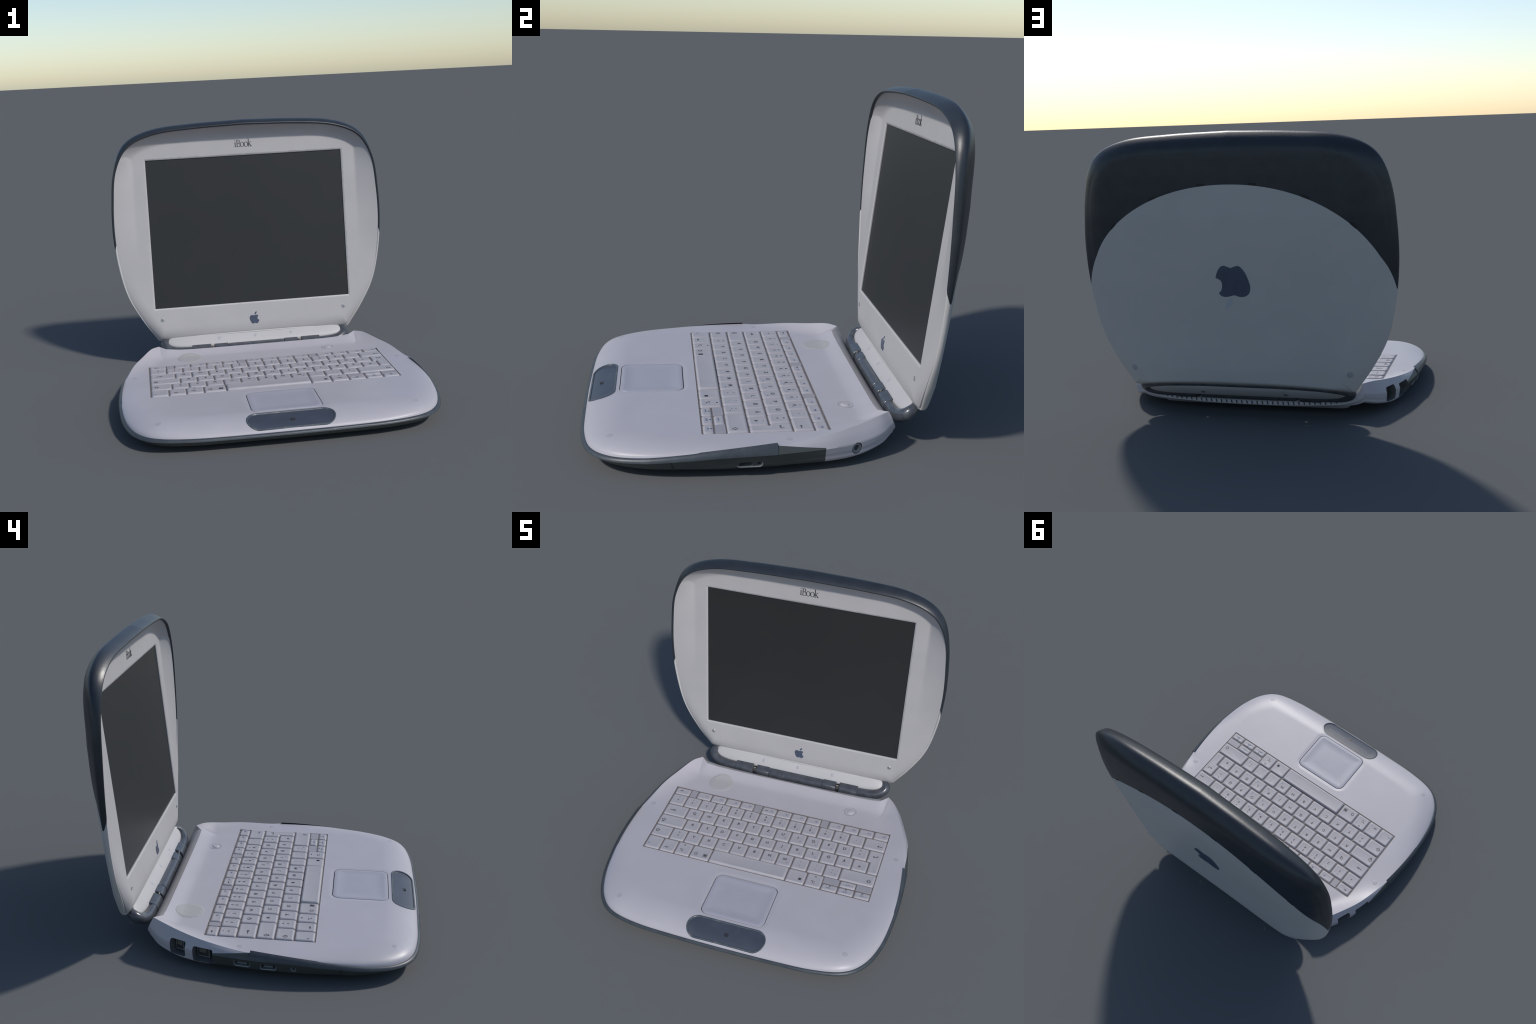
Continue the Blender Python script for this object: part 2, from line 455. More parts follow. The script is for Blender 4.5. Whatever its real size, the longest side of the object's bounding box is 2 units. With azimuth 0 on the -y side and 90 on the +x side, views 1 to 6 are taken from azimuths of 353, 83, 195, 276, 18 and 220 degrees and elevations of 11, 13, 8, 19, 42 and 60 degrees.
q = np.clip(1 - dist / Dv, 0, 1)
g_convex = 1 - np.power(np.maximum(1 - q ** pv, 0), 1 / pv)
g_concave = np.clip(1 - dist / .14, 0, 1) ** 2
z = zt + diff * np.where(diff < 0, g_convex, g_concave)
# dished surround of the touchpad
PADC = (0, -.588, .217, .177, .05)
sd = np.array([sd_rrect(x, y, *PADC) for x, y in allp])
z = z - .0022 * (1 - sstep(.0, .025, sd))
P3 = np.column_stack([allp, z]); n = len(dl)
bm = grid_bm([P3[i * n:(i + 1) * n] for i in range(len(fr_s))], True, False, True)
DBVH = BVHTree.FromBMesh(bm)
def deck_z(x, y):
    return DBVH.ray_cast(Vector((x, y, 1)), Vector((0, 0, -1)))[0].z
KX0, KX1, KY0, KY1 = -.800, .806, -.343, .300
for F in (lambda p: p.x - KX0, lambda p: p.x - KX1, lambda p: p.y - KY0, lambda p: p.y - KY1): cut(bm, F)
drop_faces(bm, lambda c: KX0 < c.x < KX1 and KY0 < c.y < KY1)
wall(bm, lambda c: KX0 - 1e-4 < c.x < KX1 + 1e-4 and KY0 - 1e-4 < c.y < KY1 + 1e-4, (0, 0, -.006))
LAT = (0, -.858, .264, .074, .0739)
Fl = lambda p: sd_rrect(p.x, p.y, *LAT)
cut(bm, Fl); drop_faces(bm, lambda c: Fl(c) < 0)
wall(bm, lambda c: abs(Fl(c)) < 1e-3, (0, 0, -.02))
Fp = lambda p: sd_rrect(p.x, p.y, *PADC)
cut(bm, Fp); drop_faces(bm, lambda c: Fp(c) < 0)
wall(bm, lambda c: abs(Fp(c)) < 1e-3, (0, 0, -.01))
bm.normal_update()
DECK = add("palm_deck", bm_mesh(bm, "palm_deck"), WHITE, sharp=40)

# touchpad
bm = bmesh.new()
rws = []
for ins, h in ((.004, .142), (.004, .1530), (.0055, .1550), (.012, .1560), (.030, .1572), (.032, .1567), (.09, .1580), (.14, .1588)):
    rws.append([(x, y, h) for x, y in rrect(PADC[0], PADC[1], PADC[2] - ins, PADC[3] - ins, max(.05 - ins, .012), 8)])
add("touchpad", bm_mesh(grid_bm(rws, True, False, True), "touchpad"), PAD, DECK)

# latch panel: pill that follows the curved front edge
def pill_patch(ins0, steps, lift):
    rws = []
    for ins in steps:
        pts = rrect(LAT[0], LAT[1], LAT[2] - ins, LAT[3] - ins, max(LAT[3] - ins - .0005, .001), 14)
        rws.append((ins, pts))
    out = []
    for ins, pts in rws:
        out.append([(x, y, ztop_front(x, y) + lift(ins)) for x, y in pts])
    return out
def ztop_front(x, y):
    d = max(-(-.943 - y), 0); q = min(max(1 - d / .20, 0), 1)
    return .1565 - .0715 * (1 - max(1 - q ** 1.75, 0) ** (1 / 1.75))
rim_rows = pill_patch(0, [-.002, .001, .006, .010, .012], lambda i: {-.002: -.012, .001: .0015, .006: .002, .010: -.001, .012: -.008}[i])
add("latch_rim", bm_mesh(grid_bm(rim_rows, True), "latch_rim"), LATCHR, DECK)
pn = pill_patch(0, [.010, .013, .02, .035, .05, .065, .0725], lambda i: -.004 - .003 * min(i / .05, 1))
LT = add("latch_panel", bm_mesh(grid_bm(pn, True, False, True), "latch_panel"), LATCHM, DECK)
zt_l = ztop_front(.008, -.862) - .007
add("latch_hook_slot", bm_mesh(poly_prism([rrect(.008, -.862, .013, .016, .004, 4)], zt_l - .01, zt_l + .002, .0), "latch_hook_slot"), INK, DECK)

# moulding marks, speaker, power button
def disc(name, x, y, r, mat, h=.0012, z=None, par=None):
    bmm = lathe_bm([(r, -.004), (r, h * .3), (r * .95, h), (r * .7, h), (r * .4, h), (.0005, h)], 40, lambda a, b, c: (x + a, y + b, deck_z(x + a, y + b) + c))
    return add(name, bm_mesh(bmm, name), mat, par or DECK)
for x, y in ((-.765, -.792), (.765, -.792), (-.895, .075), (.895, .075)): disc("moulding_mark", x, y, .017, SPOT, .0008)
disc("speaker_grille", -.505, .432, .088, SPEAKM, .0022)
zp = deck_z(.482, .432)
fr = lambda a, b, c: (.482 + a, .432 + b, zp + c)
add("power_button_ring", bm_mesh(lathe_bm([(.046, -.006), (.046, .0015), (.041, .0025), (.030, -.001), (.028, -.004), (.001, -.004)], 36, fr), "power_button_ring"), SPOT, DECK)
add("power_button", bm_mesh(lathe_bm([(.025, -.006), (.025, .001), (.021, .0045), (.012, .006), (.001, .0062)], 32, fr), "power_button"), WHITE, DECK)

# ================================================================= KEYBOARD
KB = add("keyboard", bm_mesh(poly_prism([[(KX0 + .001, KY0 + .001), (KX1 - .001, KY0 + .001), (KX1 - .001, KY1 - .001), (KX0 + .001, KY1 - .001)]], .134, .1535), "keyboard"), TRAY, smooth=False)
def inset_poly(P, d):
    n = len(P); out = []
    for i in range(n):
        a, b, c = np.array(P[i - 1]), np.array(P[i]), np.array(P[(i + 1) % n])
        e1 = (b - a) / np.linalg.norm(b - a); e2 = (c - b) / np.linalg.norm(c - b)
        n1 = np.array([-e1[1], e1[0]]); n2 = np.array([-e2[1], e2[0]])
        out.append(b + d * (n1 + n2) / (1 + float(n1 @ n2)))
    return out
def round_poly(P, r, n=4):
    out = []; m = len(P)
    for i in range(m):
        a, b, c = P[i - 1], P[i], P[(i + 1) % m]
        e1 = (a - b) / np.linalg.norm(a - b); e2 = (c - b) / np.linalg.norm(c - b)
        p0, p2 = b + e1 * r, b + e2 * r
        for k in range(n + 1):
            t = k / n; out.append((1 - t) ** 2 * p0 + 2 * t * (1 - t) * b + t * t * p2)
    return out
def key_mesh(P, top=.0205, dish=True):
    rows = []
    for ins, z, r in ((.0019, 0, .008), (.0025, top * .45, .009), (.005, top * .75, .011), (.009, top * .93, .012), (.0145, top, .009), (.019, top - .0006, .008), (.024, top - .0012, .006)):
        rows.append([(p[0], p[1], z) for p in round_poly(inset_poly(P, ins), r)])
    me = bm_mesh(grid_bm(rows, True, True, True), "key")
    return me
RY = [.295, .222, .113, .001, -.106, -.218, -.338]     # row borders, rear to front
def bounds(a, widths): return [a] + widths
ROWS = [
    # function row: (borders, kinds) b = blank filler
    ([-.795, -.680, -.627, -.516, -.404, -.293, -.190, -.130, -.020, .092, .203, .310, .367, .476, .587, .695, .803], "kbkkkkbkkkkbkkkk"),
    ([-.795, -.683, -.573, -.462, -.351, -.240, -.129, -.018, .093, .204, .315, .426, .537, .648, .803], "k" * 14),
    ([-.795, -.628, -.517, -.405, -.293, -.182, -.071, .036, .146, .257, .368, .479, .591, .702], "k" * 13),
    ([-.795, -.600, -.489, -.378, -.266, -.154, -.044, .065, .174, .285, .396, .506, .617, .727], "k" * 13),
    ([-.795, -.659, -.549, -.437, -.324, -.213, -.102, .010, .118, .228, .340, .452, .563, .803], "k" * 13),
    ([-.795, -.683, -.573, -.462, -.320, .224, .357, .471], "k" * 7),
]
KZ = .1425
cache = {}; fillers = []
def put_key(x0, x1, y0, y1, blank=False, top=.0205):
    if x1 - x0 > .4: top = .0265                       # domed space bar
    w, h = round(x1 - x0, 3), round(y1 - y0, 3)
    if blank:
        fillers.append(poly_prism([rrect((x0 + x1) / 2, (y0 + y1) / 2, w / 2 - .003, h / 2 - .003, .004, 3)], KZ, KZ + .0145, .001)); return
    if (w, h) not in cache:
        me = key_mesh([np.array(p) for p in ((-w / 2, -h / 2), (w / 2, -h / 2), (w / 2, h / 2), (-w / 2, h / 2))], top)
        me.materials.append(KEYM)
        for p in me.polygons: p.use_smooth = True
        me.set_sharp_from_angle(angle=math.radians(60)); cache[(w, h)] = me
    o = bpy.data.objects.new("key", cache[(w, h)]); SC.objects.link(o); o.parent = KB
    o.location = ((x0 + x1) / 2, (y0 + y1) / 2, KZ + random.uniform(-.0006, .0006))
    o.rotation_euler = (random.uniform(-.006, .006), random.uniform(-.006, .006), random.uniform(-.002, .002))
for r, (bx, kinds) in enumerate(ROWS):
    for i, k in enumerate(kinds): put_key(bx[i], bx[i + 1], RY[r + 1], RY[r], k == "b", .0205 if r else .0185)
# arrow cluster
ym = -.277
for x0, x1 in ((.471, .582), (.582, .694), (.694, .803)): put_key(x0, x1, RY[6], ym, False, .0185)
put_key(.582, .694, ym, RY[5], False, .0185); put_key(.471, .582, ym, RY[5], True); put_key(.694, .803, ym, RY[5], True)
# angled return key spanning two rows
ret = [np.array(p) for p in ((.727, RY[4]), (.803, RY[4]), (.803, RY[2]), (.702, RY[2]), (.702, RY[3]), (.727, RY[3]))]
rm = key_mesh(ret); ro = add("key", rm, KEYM, KB, sharp=60); ro.location = (0, 0, KZ)
add("key_filler", bm_mesh(merge(fillers), "key_filler"), BLANKM, KB)

# legends
LEG = {"k": [], "b": []}; M_STROKES = []
def text_bm(s, size, x, y, z, align='CENTER'):
    cu = bpy.data.curves.new("t", 'FONT'); cu.body = s; cu.size = size; cu.align_x = align; cu.align_y = 'CENTER'
    cu.extrude = .0004; cu.resolution_u = 3; cu.offset = size * .012
    o = bpy.data.objects.new("t", cu); SC.objects.link(o)
    d = bpy.context.evaluated_depsgraph_get(); me = bpy.data.meshes.new_from_object(o.evaluated_get(d))
    b = bmesh.new(); b.from_mesh(me); bmesh.ops.translate(b, verts=b.verts, vec=(x, y, z))
    bpy.data.objects.remove(o); bpy.data.curves.remove(cu); bpy.data.meshes.remove(me)
    return b
TZ = KZ + .0205 - .0006
def legend(s, size, x, y, c="k", dz=0, align='CENTER'): LEG[c].append(text_bm(s, size, x, y, TZ + dz, align))
def row_c(r): return (RY[r] + RY[r + 1]) / 2
def kc(r, i): b = ROWS[r][0]; return (b[i] + b[i + 1]) / 2
S = .031
for i, (u, l) in enumerate(zip("°!\"§$%&/()=?`", "^1234567890ß´")):
    legend(u, .020, kc(1, i) + .0, row_c(1) + .022); legend(l, .026, kc(1, i), row_c(1) - .008)
for i, ch in enumerate("QWERTZUIOPÜ"): legend(ch, S, kc(2, i + 1), row_c(2) + .006)
legend("*", .022, kc(2, 12), row_c(2) + .020); legend("+", .024, kc(2, 12), row_c(2) - .010)
for i, ch in enumerate("ASDFGHJKLÖÄ"): legend(ch, S, kc(3, i + 1), row_c(3) + .006)
legend("'", .022, kc(3, 12), row_c(3) + .020); legend("#", .024, kc(3, 12), row_c(3) - .010)
legend(">", .022, kc(4, 1), row_c(4) + .020); legend("<", .022, kc(4, 1), row_c(4) - .010)
for i, ch in enumerate("YXCVBN"): legend(ch, S, kc(4, i + 2), row_c(4) + .006)
for a, b in (((-.0105, -.011), (-.0085, .011)), ((-.0085, .011), (0, -.006)), ((0, -.006), (.0085, .011)), ((.0085, .011), (.0105, -.011))):
    M_STROKES.append((a, b))
for i, (u, l) in enumerate(zip(";:_", ",.-")):
    legend(u, .024, kc(4, i + 9), row_c(4) + .020); legend(l, .024, kc(4, i + 9), row_c(4) - .010)
for i, s in zip((6, 7, 8, 9, 10, 11), ("=", "7", "8", "9", "/", "*")): legend(s, .014, kc(1, i) + .022, row_c(1) - .022, "b")
for i, s in zip((7, 8, 9, 10), "456*"): legend(s, .015, kc(2, i) + .022, row_c(2) - .022, "b")
for i, s in zip((7, 8, 9, 10), "123-"): legend(s, .015, kc(3, i) + .022, row_c(3) - .022, "b")
for i, s in zip((8, 10, 11), "0.+"): legend(s, .015, kc(4, i) + .022, row_c(4) - .022, "b")
legend("esc", .017, kc(0, 0) - .012, row_c(0) + .004, dz=-.002)
fcol = [2, 3, 4, 5, 7, 8, 9, 10, 12, 13, 14, 15]
for n_, i in enumerate(fcol): legend("F%d" % (n_ + 1), .015, kc(0, i) + .020, row_c(0), "b", -.0015)
legend("num", .013, kc(0, 7) - .018, row_c(0), dz=-.0015)
LEFT_ARROW = [(0, 0), (.011, .008), (.011, .002), (.036, .002), (.036, -.002), (.011, -.002), (.011, -.008)]
def shape(pts, x, y, c="k", dz=0, s=1.0, flip=False):
    f = -1 if flip else 1
    p = [(x + f * a * s, y + b * s) for a, b in pts]
    if flip: p = p[::-1]
    LEG[c].append(poly_prism([p], TZ + dz - .0006, TZ + dz + .0004))
shape(LEFT_ARROW, kc(1, 13) + .018, row_c(1) - .012)
shape(LEFT_ARROW, kc(2, 0) - .008, row_c(2) - .004, flip=True); shape([(0, -.009), (.003, -.009), (.003, .009), (0, .009)], kc(2, 0) - .006, row_c(2) - .004)
SHIFT = [(0, .014), (-.014, .0), (-.007, .0), (-.007, -.011), (.007, -.011), (.007, .0), (.014, .0)]
def outline_shape(pts, x, y, wd=.0028):
    P = [np.array(p) for p in pts]
    for a, b in zip(P, P[1:] + P[:1]):
        t = (b - a) / np.linalg.norm(b - a); nn = np.array([-t[1], t[0]]) * wd / 2; e = t * wd / 2
        shape([tuple(a - nn - e), tuple(b - nn + e), tuple(b + nn + e), tuple(a + nn - e)], x, y)
outline_shape(SHIFT, kc(3, 0) - .062, row_c(3) - .004); outline_shape([(-.006, -.016), (.006, -.016), (.006, -.0155), (-.006, -.0155)], kc(3, 0) - .062, row_c(3) - .004)
for a, b in M_STROKES:
    t = np.array(b) - np.array(a); t /= np.linalg.norm(t); nn = np.array([-t[1], t[0]]) * .0016
    shape([tuple(np.array(a) - nn), tuple(np.array(b) - nn), tuple(np.array(b) + nn), tuple(np.array(a) + nn)], kc(4, 8), row_c(4) + .006)
outline_shape(SHIFT, kc(4, 0) - .032, row_c(4) - .004)
outline_shape(SHIFT, .763, row_c(4) - .014)
legend("fn", .018, kc(5, 0) - .030, row_c(5) - .020, "b"); legend("ctrl", .018, kc(5, 1) - .010, row_c(5) - .022)
def opt_sym(x, y):
    for p in ([(-.014, .007), (-.006, .007), (-.006, .010), (-.014, .010)], [(.003, .007), (.014, .007), (.014, .010), (.003, .010)],
              [(-.007, .010), (.003, -.010), (.0065, -.010), (-.0035, .010)], [(.004, -.010), (.014, -.010), (.014, -.007), (.004, -.007)]): shape(p, x, y)
for x in (kc(5, 2) - .012, kc(5, 6) - .004):
    legend("alt", .015, x + .008, row_c(5) + .034); opt_sym(x, row_c(5) - .016)
def cmd_sym(x, y, s=1.0):
    for dx in (-1, 1):
        for dy in (-1, 1):
            ring = [(.006 * math.cos(a) + dx * .0085, .006 * math.sin(a) + dy * .0085) for a in np.linspace(0, 2 * math.pi, 11)[:-1]]
            outline_shape([(p[0] * s, p[1] * s) for p in ring], x, y, .0024)
    for a, b in (((-.005, -.010), (-.002, .010)), ((.002, -.010), (.005, .010)), ((-.010, -.005), (.010, -.002)), ((-.010, .002), (.010, .005))):
        shape([(a[0] * s, a[1] * s), (b[0] * s, a[1] * s), (b[0] * s, b[1] * s), (a[0] * s, b[1] * s)], x, y)
cmd_sym(kc(5, 3) + .036, row_c(5) - .018, .9); cmd_sym(kc(5, 5) + .030, row_c(5) - .018, .6)
# return hook, caps light, arrows
shape(LEFT_ARROW, .738, .052, s=.95); shape([(0, 0), (.003, 0), (.003, .016), (0, .016)], .769, .053)
for x, y, a in ((.527, -.300, 180), (.638, -.300, 270), (.750, -.300, 0), (.638, -.240, 90)):
    ca, sa = math.cos(math.radians(a)), math.sin(math.radians(a))
    shape([(ca * .007, sa * .007), (-ca * .005 - sa * .006, -sa * .005 + ca * .006), (-ca * .005 + sa * .006, -sa * .005 - ca * .006)], x, y + .006, dz=-.002)
for s_, x, y in (("home", .520, -.3), ("pg dn", .636, -.3), ("end", .748, -.3), ("pg up", .638, -.24)): legend(s_, .0125, x, y - .010, "b", -.0018)
# --- outline of the fruit emblem, upright, unit ~ 1 wide (rear view trace rules: lobes, bite, dips)
def emblem(cx, cy, s, rot180=False):
    a = [(-.20, .39), (-.06, .345), (.07, .375), (.19, .392), (.30, .365), (.365, .29)]           # shoulders (top right)
    bite = [(.365, .29), (.295, .215), (.262, .09), (.29, -.04), (.425, -.12)]                       # bite
    low = [(.425, -.12), (.37, -.28), (.28, -.405), (.19, -.442), (.07, -.405), (-.01, -.385), (-.10, -.42), (-.20, -.437),
           (-.29, -.38), (-.40, -.22), (-.47, -.02), (-.495, .13), (-.46, .28), (-.35, .37), (-.20, .39)]
    pts = np.vstack([cr(a, 6)[:-1], cr(bite, 5)[:-1], cr(low, 6)[:-1]])
    k = -1 if rot180 else 1
    return [(cx + k * s * p[0], cy + k * s * p[1]) for p in pts][::-1]
def leaf(cx, cy, s, rot180=False):
    L = [(.0, .43), (.02, .56), (.10, .67), (.21, .72), (.19, .58), (.11, .47), (.0, .43)]
    pts = cr(L, 5)[:-1]; k = -1 if rot180 else 1
    return [(cx + k * s * p[0], cy + k * s * p[1]) for p in pts][::-1]
# small open emblem on the command key
for L in (emblem(kc(5, 3) - .030, row_c(5) - .018, .024),): outline_shape(L[::3], 0, 0, .0022)

add("key_legend", bm_mesh(merge(LEG["k"]), "key_legend", False), INK, KB, kind="stuff", smooth=False)
add("key_legend", bm_mesh(merge(LEG["b"]), "key_legend", False), INKBLUE, KB, kind="stuff", smooth=False)

# ================================================================= LID
TA = math.radians(6.3); LO = np.array([0, .755, .454])
LV = np.array([0, math.sin(TA), math.cos(TA)]); LW = np.array([0, -math.cos(TA), math.sin(TA)])
def lw(P):
    P = np.asarray(P, float); return LO + np.outer(P[:, 0], [1, 0, 0]) + np.outer(P[:, 1], LV) + np.outer(P[:, 2], LW)
def lp(x, v, w): return tuple(LO + np.array([x, 0, 0]) + v * LV + w * LW)

LRIM = [(0, 1.308, .106), (.365, 1.297, .096), (.65, 1.270, .083), (.847, 1.186, .072), (.943, 1.019, .059), (.974, .798, .042),
        (.982, .557, .022), (.960, .317, .001), (.908, .098, -.014), (.812, -.086, -.028), (.712, -.238, -.052)]
LBOT = [(.712, -.238, -.052), (.672, -.240, -.040), (.56, -.232, -.024), (.35, -.226, -.016), (0, -.224, -.014)]
hr = np.vstack([cr(LRIM, 22)[:-1], cr(LBOT, 16)])
rl = mirror_loop(hr)
lc = np.array([0, .50])

def lid_rings(fr, wfun, k0=1.0):
    xy = np.vstack([lc + (rl[:, :2] - lc) * s for s in fr])
    d, nr = nearest(xy, rl)
    return xy, d, nr

# --- bezel: flat around the screen, swept forward to the rim
fr_s = 1 - np.linspace(0, 1, 70)[:-1] ** 1.3
fr_s = np.r_[fr_s[0] - .006, fr_s[1:]]
fr_s = np.r_[.992, fr_s[fr_s < .988]]
xy, d, nr = lid_rings(fr_s, None)
wr = nr[:, 2]
hs = cr(LRIM, 22); o_v = np.argsort(hs[60:, 1]); xr = np.interp(xy[:, 1], hs[60:, 1][o_v], hs[60:, 0][o_v])
gtop = np.clip(1 - d / .088, 0, 1) ** 1.6
gside = np.clip((np.abs(xy[:, 0]) - .822) / np.maximum(xr - .822, .05), 0, 1)
gc = np.maximum(gtop, gside * (1 - sstep(1.08, 1.25, xy[:, 1])) * sstep(.15, .4, nr[:, 1]))
q = np.clip(1 - d / .09, 0, 1); gx = .6 * q ** 2.2 + .4 * (1 - np.sqrt(np.maximum(1 - q ** 2, 0)))
w = wr * np.where(wr > 0, gc, gx)
w = w - .004 * np.exp(-(d / .006) ** 2)
P = np.column_stack([xy, w]); n = len(rl)
SX, SV0, SV1 = .721, 0.0, 1.083
bm = grid_bm([P[i * n:(i + 1) * n] for i in range(len(fr_s))], True, False, True)
for F in (lambda p: p.x - SX, lambda p: p.x + SX, lambda p: p.y - SV0, lambda p: p.y - SV1): cut(bm, F)
CH = .009   # chamfer around the opening
for F in (lambda p: p.x - SX - CH, lambda p: p.x + SX + CH, lambda p: p.y - SV0 + CH, lambda p: p.y - SV1 - CH): cut(bm, F)
drop_faces(bm, lambda c: abs(c.x) < SX and SV0 < c.y < SV1)
for v in bm.verts:
    e = max(abs(v.co.x) - SX, SV0 - v.co.y, v.co.y - SV1)
    if e < CH: v.co.z -= .005 * (1 - max(e, 0) / CH)
inner_v = wall(bm, lambda c: abs(c.x) < SX + 1e-4 and SV0 - 1e-4 < c.y < SV1 + 1e-4, (0, 0, -.010))
outer_v = wall(bm, lambda c: not (abs(c.x) < SX + 1e-3 and SV0 - 1e-3 < c.y < SV1 + 1e-3), (0, 0, -.02))
bmesh.ops.recalc_face_normals(bm, faces=bm.faces)
for v in bm.verts: v.co = lp(*v.co)
me = bm_mesh(bm, "screen_bezel")
LID = add("lid", me, BEZELW, sharp=40)
# display panel
add("display", bm_mesh(poly_prism([[(-SX - .004, SV0 - .004), (SX + .004, SV0 - .004), (SX + .004, SV1 + .004), (-SX - .004, SV1 + .004)]], -.03, -.011, 0, lp), "display"), SCREENM, LID, smooth=False)

# --- outer shell: rolls over the edge and covers the back
BV = [-.30, -.20, -.10, .10, .44, .70, .85, 1.0, 1.1, 1.2, 1.3, 1.4]
BWP = [-.120, -.124, -.125, -.116, -.110, -.107, -.103, -.092, -.083, -.072, -.057, -.04]
def back_w(x, v):
    return np.interp(v, BV, BWP) + .045 * (np.clip(np.abs(x) - .45, 0, .5) / .5) ** 2
tang = np.roll(rl, -1, 0) - np.roll(rl, 1, 0)
nout = np.stack([tang[:, 1], -tang[:, 0]], 1); nout /= np.linalg.norm(nout, axis=1)[:, None]
if ((rl[:, :2] - lc) * nout).sum() < 0: nout = -nout
rows = []
# bulge is smaller along the bottom edge, where the handle sits
bscale = .35 + .65 * sstep(-.23, -.05, rl[:, 1])
for o_, dw in ((-.012, -.012), (-.0105, -.001), (-.008, .003), (-.003, .0045), (.002, .003)):
    rows.append(np.column_stack([rl[:, :2] + nout * o_, rl[:, 2] + dw]))
ss = np.linspace(0, 1, 96) ** 1.5
TW = sstep(.95, 1.26, rl[:, 1]); nh = len(hr) - len(cr(LBOT, 16))
onbot = np.zeros(len(hr)); onbot[nh:] = sstep(0, 30, np.arange(len(hr) - nh)); BW = np.abs(mirror_loop(onbot[:, None])[:, 0])
SD = .26 - .06 * sstep(.25, .75, rl[:, 1]); SD = .14 + (SD - .14) * sstep(-.24, .20, rl[:, 1])
Dk = (SD * (1 - TW) + .085 * TW) * (1 - BW) + .052 * BW
PK = 2.05 + .25 * sstep(.4, .9, rl[:, 1]) + .7 * TW
for s in ss[1:]:
    k = 1 - s
    xy_ = lc + (rl[:, :2] - lc) * max(k, .0)
    dd = np.linalg.norm(rl[:, :2] - xy_, axis=1)
    u = np.clip(dd / Dk, 0, 1)
    f = np.power(np.maximum(1 - (1 - u) ** PK, 0), 1 / PK)
    wb = back_w(xy_[:, 0], xy_[:, 1])
    wv = rl[:, 2] * (1 - f) + wb * f
    bulge = (.014 + .024 * TW) * bscale * np.clip(1 - np.abs(f - .34 - .16 * TW) / (.34 + .16 * TW), 0, 1) ** .8
    rows.append(np.column_stack([xy_ + nout * bulge[:, None], wv]))
bm = grid_bm(rows[:-1], True, False, True)
def ARCF(p):
    a = .957 + .45 * max(p.z + .06, 0)
    return (abs(p.x) / a) ** 2.08 + (max(p.y - .318, 0) / .722) ** 2.08 - 1 if p.y > .2 else -1.0
cut(bm, ARCF)
bmesh.ops.recalc_face_normals(bm, faces=bm.faces); bm.normal_update()
for v in bm.verts: v.co = lp(*v.co)
bm.normal_update()
for i, v in enumerate(bm.verts): v.index = i
inv = lambda co: (co[0], float((np.array(co) - LO) @ LV), float((np.array(co) - LO) @ LW))
def region_mesh(bm, test, name):
    b = bm.copy(); b.normal_update()
    full = {tuple(round(c, 6) for c in v.co): v.normal.copy() for v in b.verts}
    bmesh.ops.delete(b, geom=[f for f in b.faces if not test(f.calc_center_median())], context='FACES')
    me = bpy.data.meshes.new(name); b.to_mesh(me); b.free()
    for p in me.polygons: p.use_smooth = True
    me.normals_split_custom_set_from_vertices([full[tuple(round(c, 6) for c in v.co)] for v in me.vertices])
    return me
isdark = lambda c: ARCF(Vector(inv(c))) > 0
crown = add("lid_crown", region_mesh(bm, isdark, "lid_crown"), DARK, LID, smooth=False)
panel = add("lid_panel", region_mesh(bm, lambda c: not isdark(c), "lid_panel"), BACKW, LID, smooth=False)
bvh_pts = np.array([v.co[:] for v in bm.verts])
from mathutils.bvhtree import BVHTree
BVH = BVHTree.FromBMesh(bm)
def back_hit(x, v):
    o = Vector(lp(x, v, -.6)); h = BVH.ray_cast(o, Vector(LW))
    return (h[0], h[1]) if h[0] is not None else (Vector(lp(x, v, -.11)), Vector(-LW))
bm.free()
def back_frame(x, v, ang=0.0):
    p, nrm = back_hit(x, v)
    if nrm.dot(Vector(LW)) > 0: nrm = -nrm
    t = Vector((1, 0, 0)); t = (t - nrm * t.dot(nrm)).normalized(); u = nrm.cross(t)
    if u.dot(Vector(LV)) < 0: u = -u
    c, s = math.cos(ang), math.sin(ang)
    return lambda a, b, h: tuple(p + t * (a * c - b * s) + u * (a * s + b * c) + nrm * h)

# clips along the arc
for x in (.160, .472, .746, -.160, -.472, -.746):
    vv = .318 + .722 * (1 - (abs(x) / .957) ** 2.08) ** (1 / 2.08) + .008
    slope = -math.copysign(1, x) * .722 / .957 * (abs(x) / .957) ** 1.08 / max(((vv - .326) / .722) ** 1.08, .05)
    add("panel_clip", bm_mesh(poly_prism([rrect(0, 0, .025, .0075, .005, 4)], -.006, .0018, .001, back_frame(x, vv, math.atan(slope))), "panel_clip"), CLIPM, LID)
# rear emblem (upside down as seen with the lid open) and its leaf
def conform(loops, z0, z1, bev):
    b = poly_prism(loops, z0, z1, bev, lambda x, v, h: (x, v, h))
    for vv in b.verts:
        x, v_, h = vv.co; p, nrm = back_hit(x, v_); vv.co = p + Vector(-LW) * h
    return b
def flipx(L): return [(-a, b) for a, b in L][::-1]
em = flipx(emblem(-.004, .452, .232, True))
add("emblem", bm_mesh(conform([em], -.006, .003, .002), "emblem"), LOGOM, LID)
add("emblem_leaf", bm_mesh(conform([flipx(leaf(-.004, .452, .232, True))], -.006, .0012, .0005), "emblem_leaf"), LOGOLEAF, LID)
for x in (.69, -.69):
    add("screw_cover", bm_mesh(lathe_bm([(.020, -.004), (.020, .0004), (.018, .001), (.001, .001)], 24, back_frame(x, -.112)), "screw_cover"), SPOT, LID)

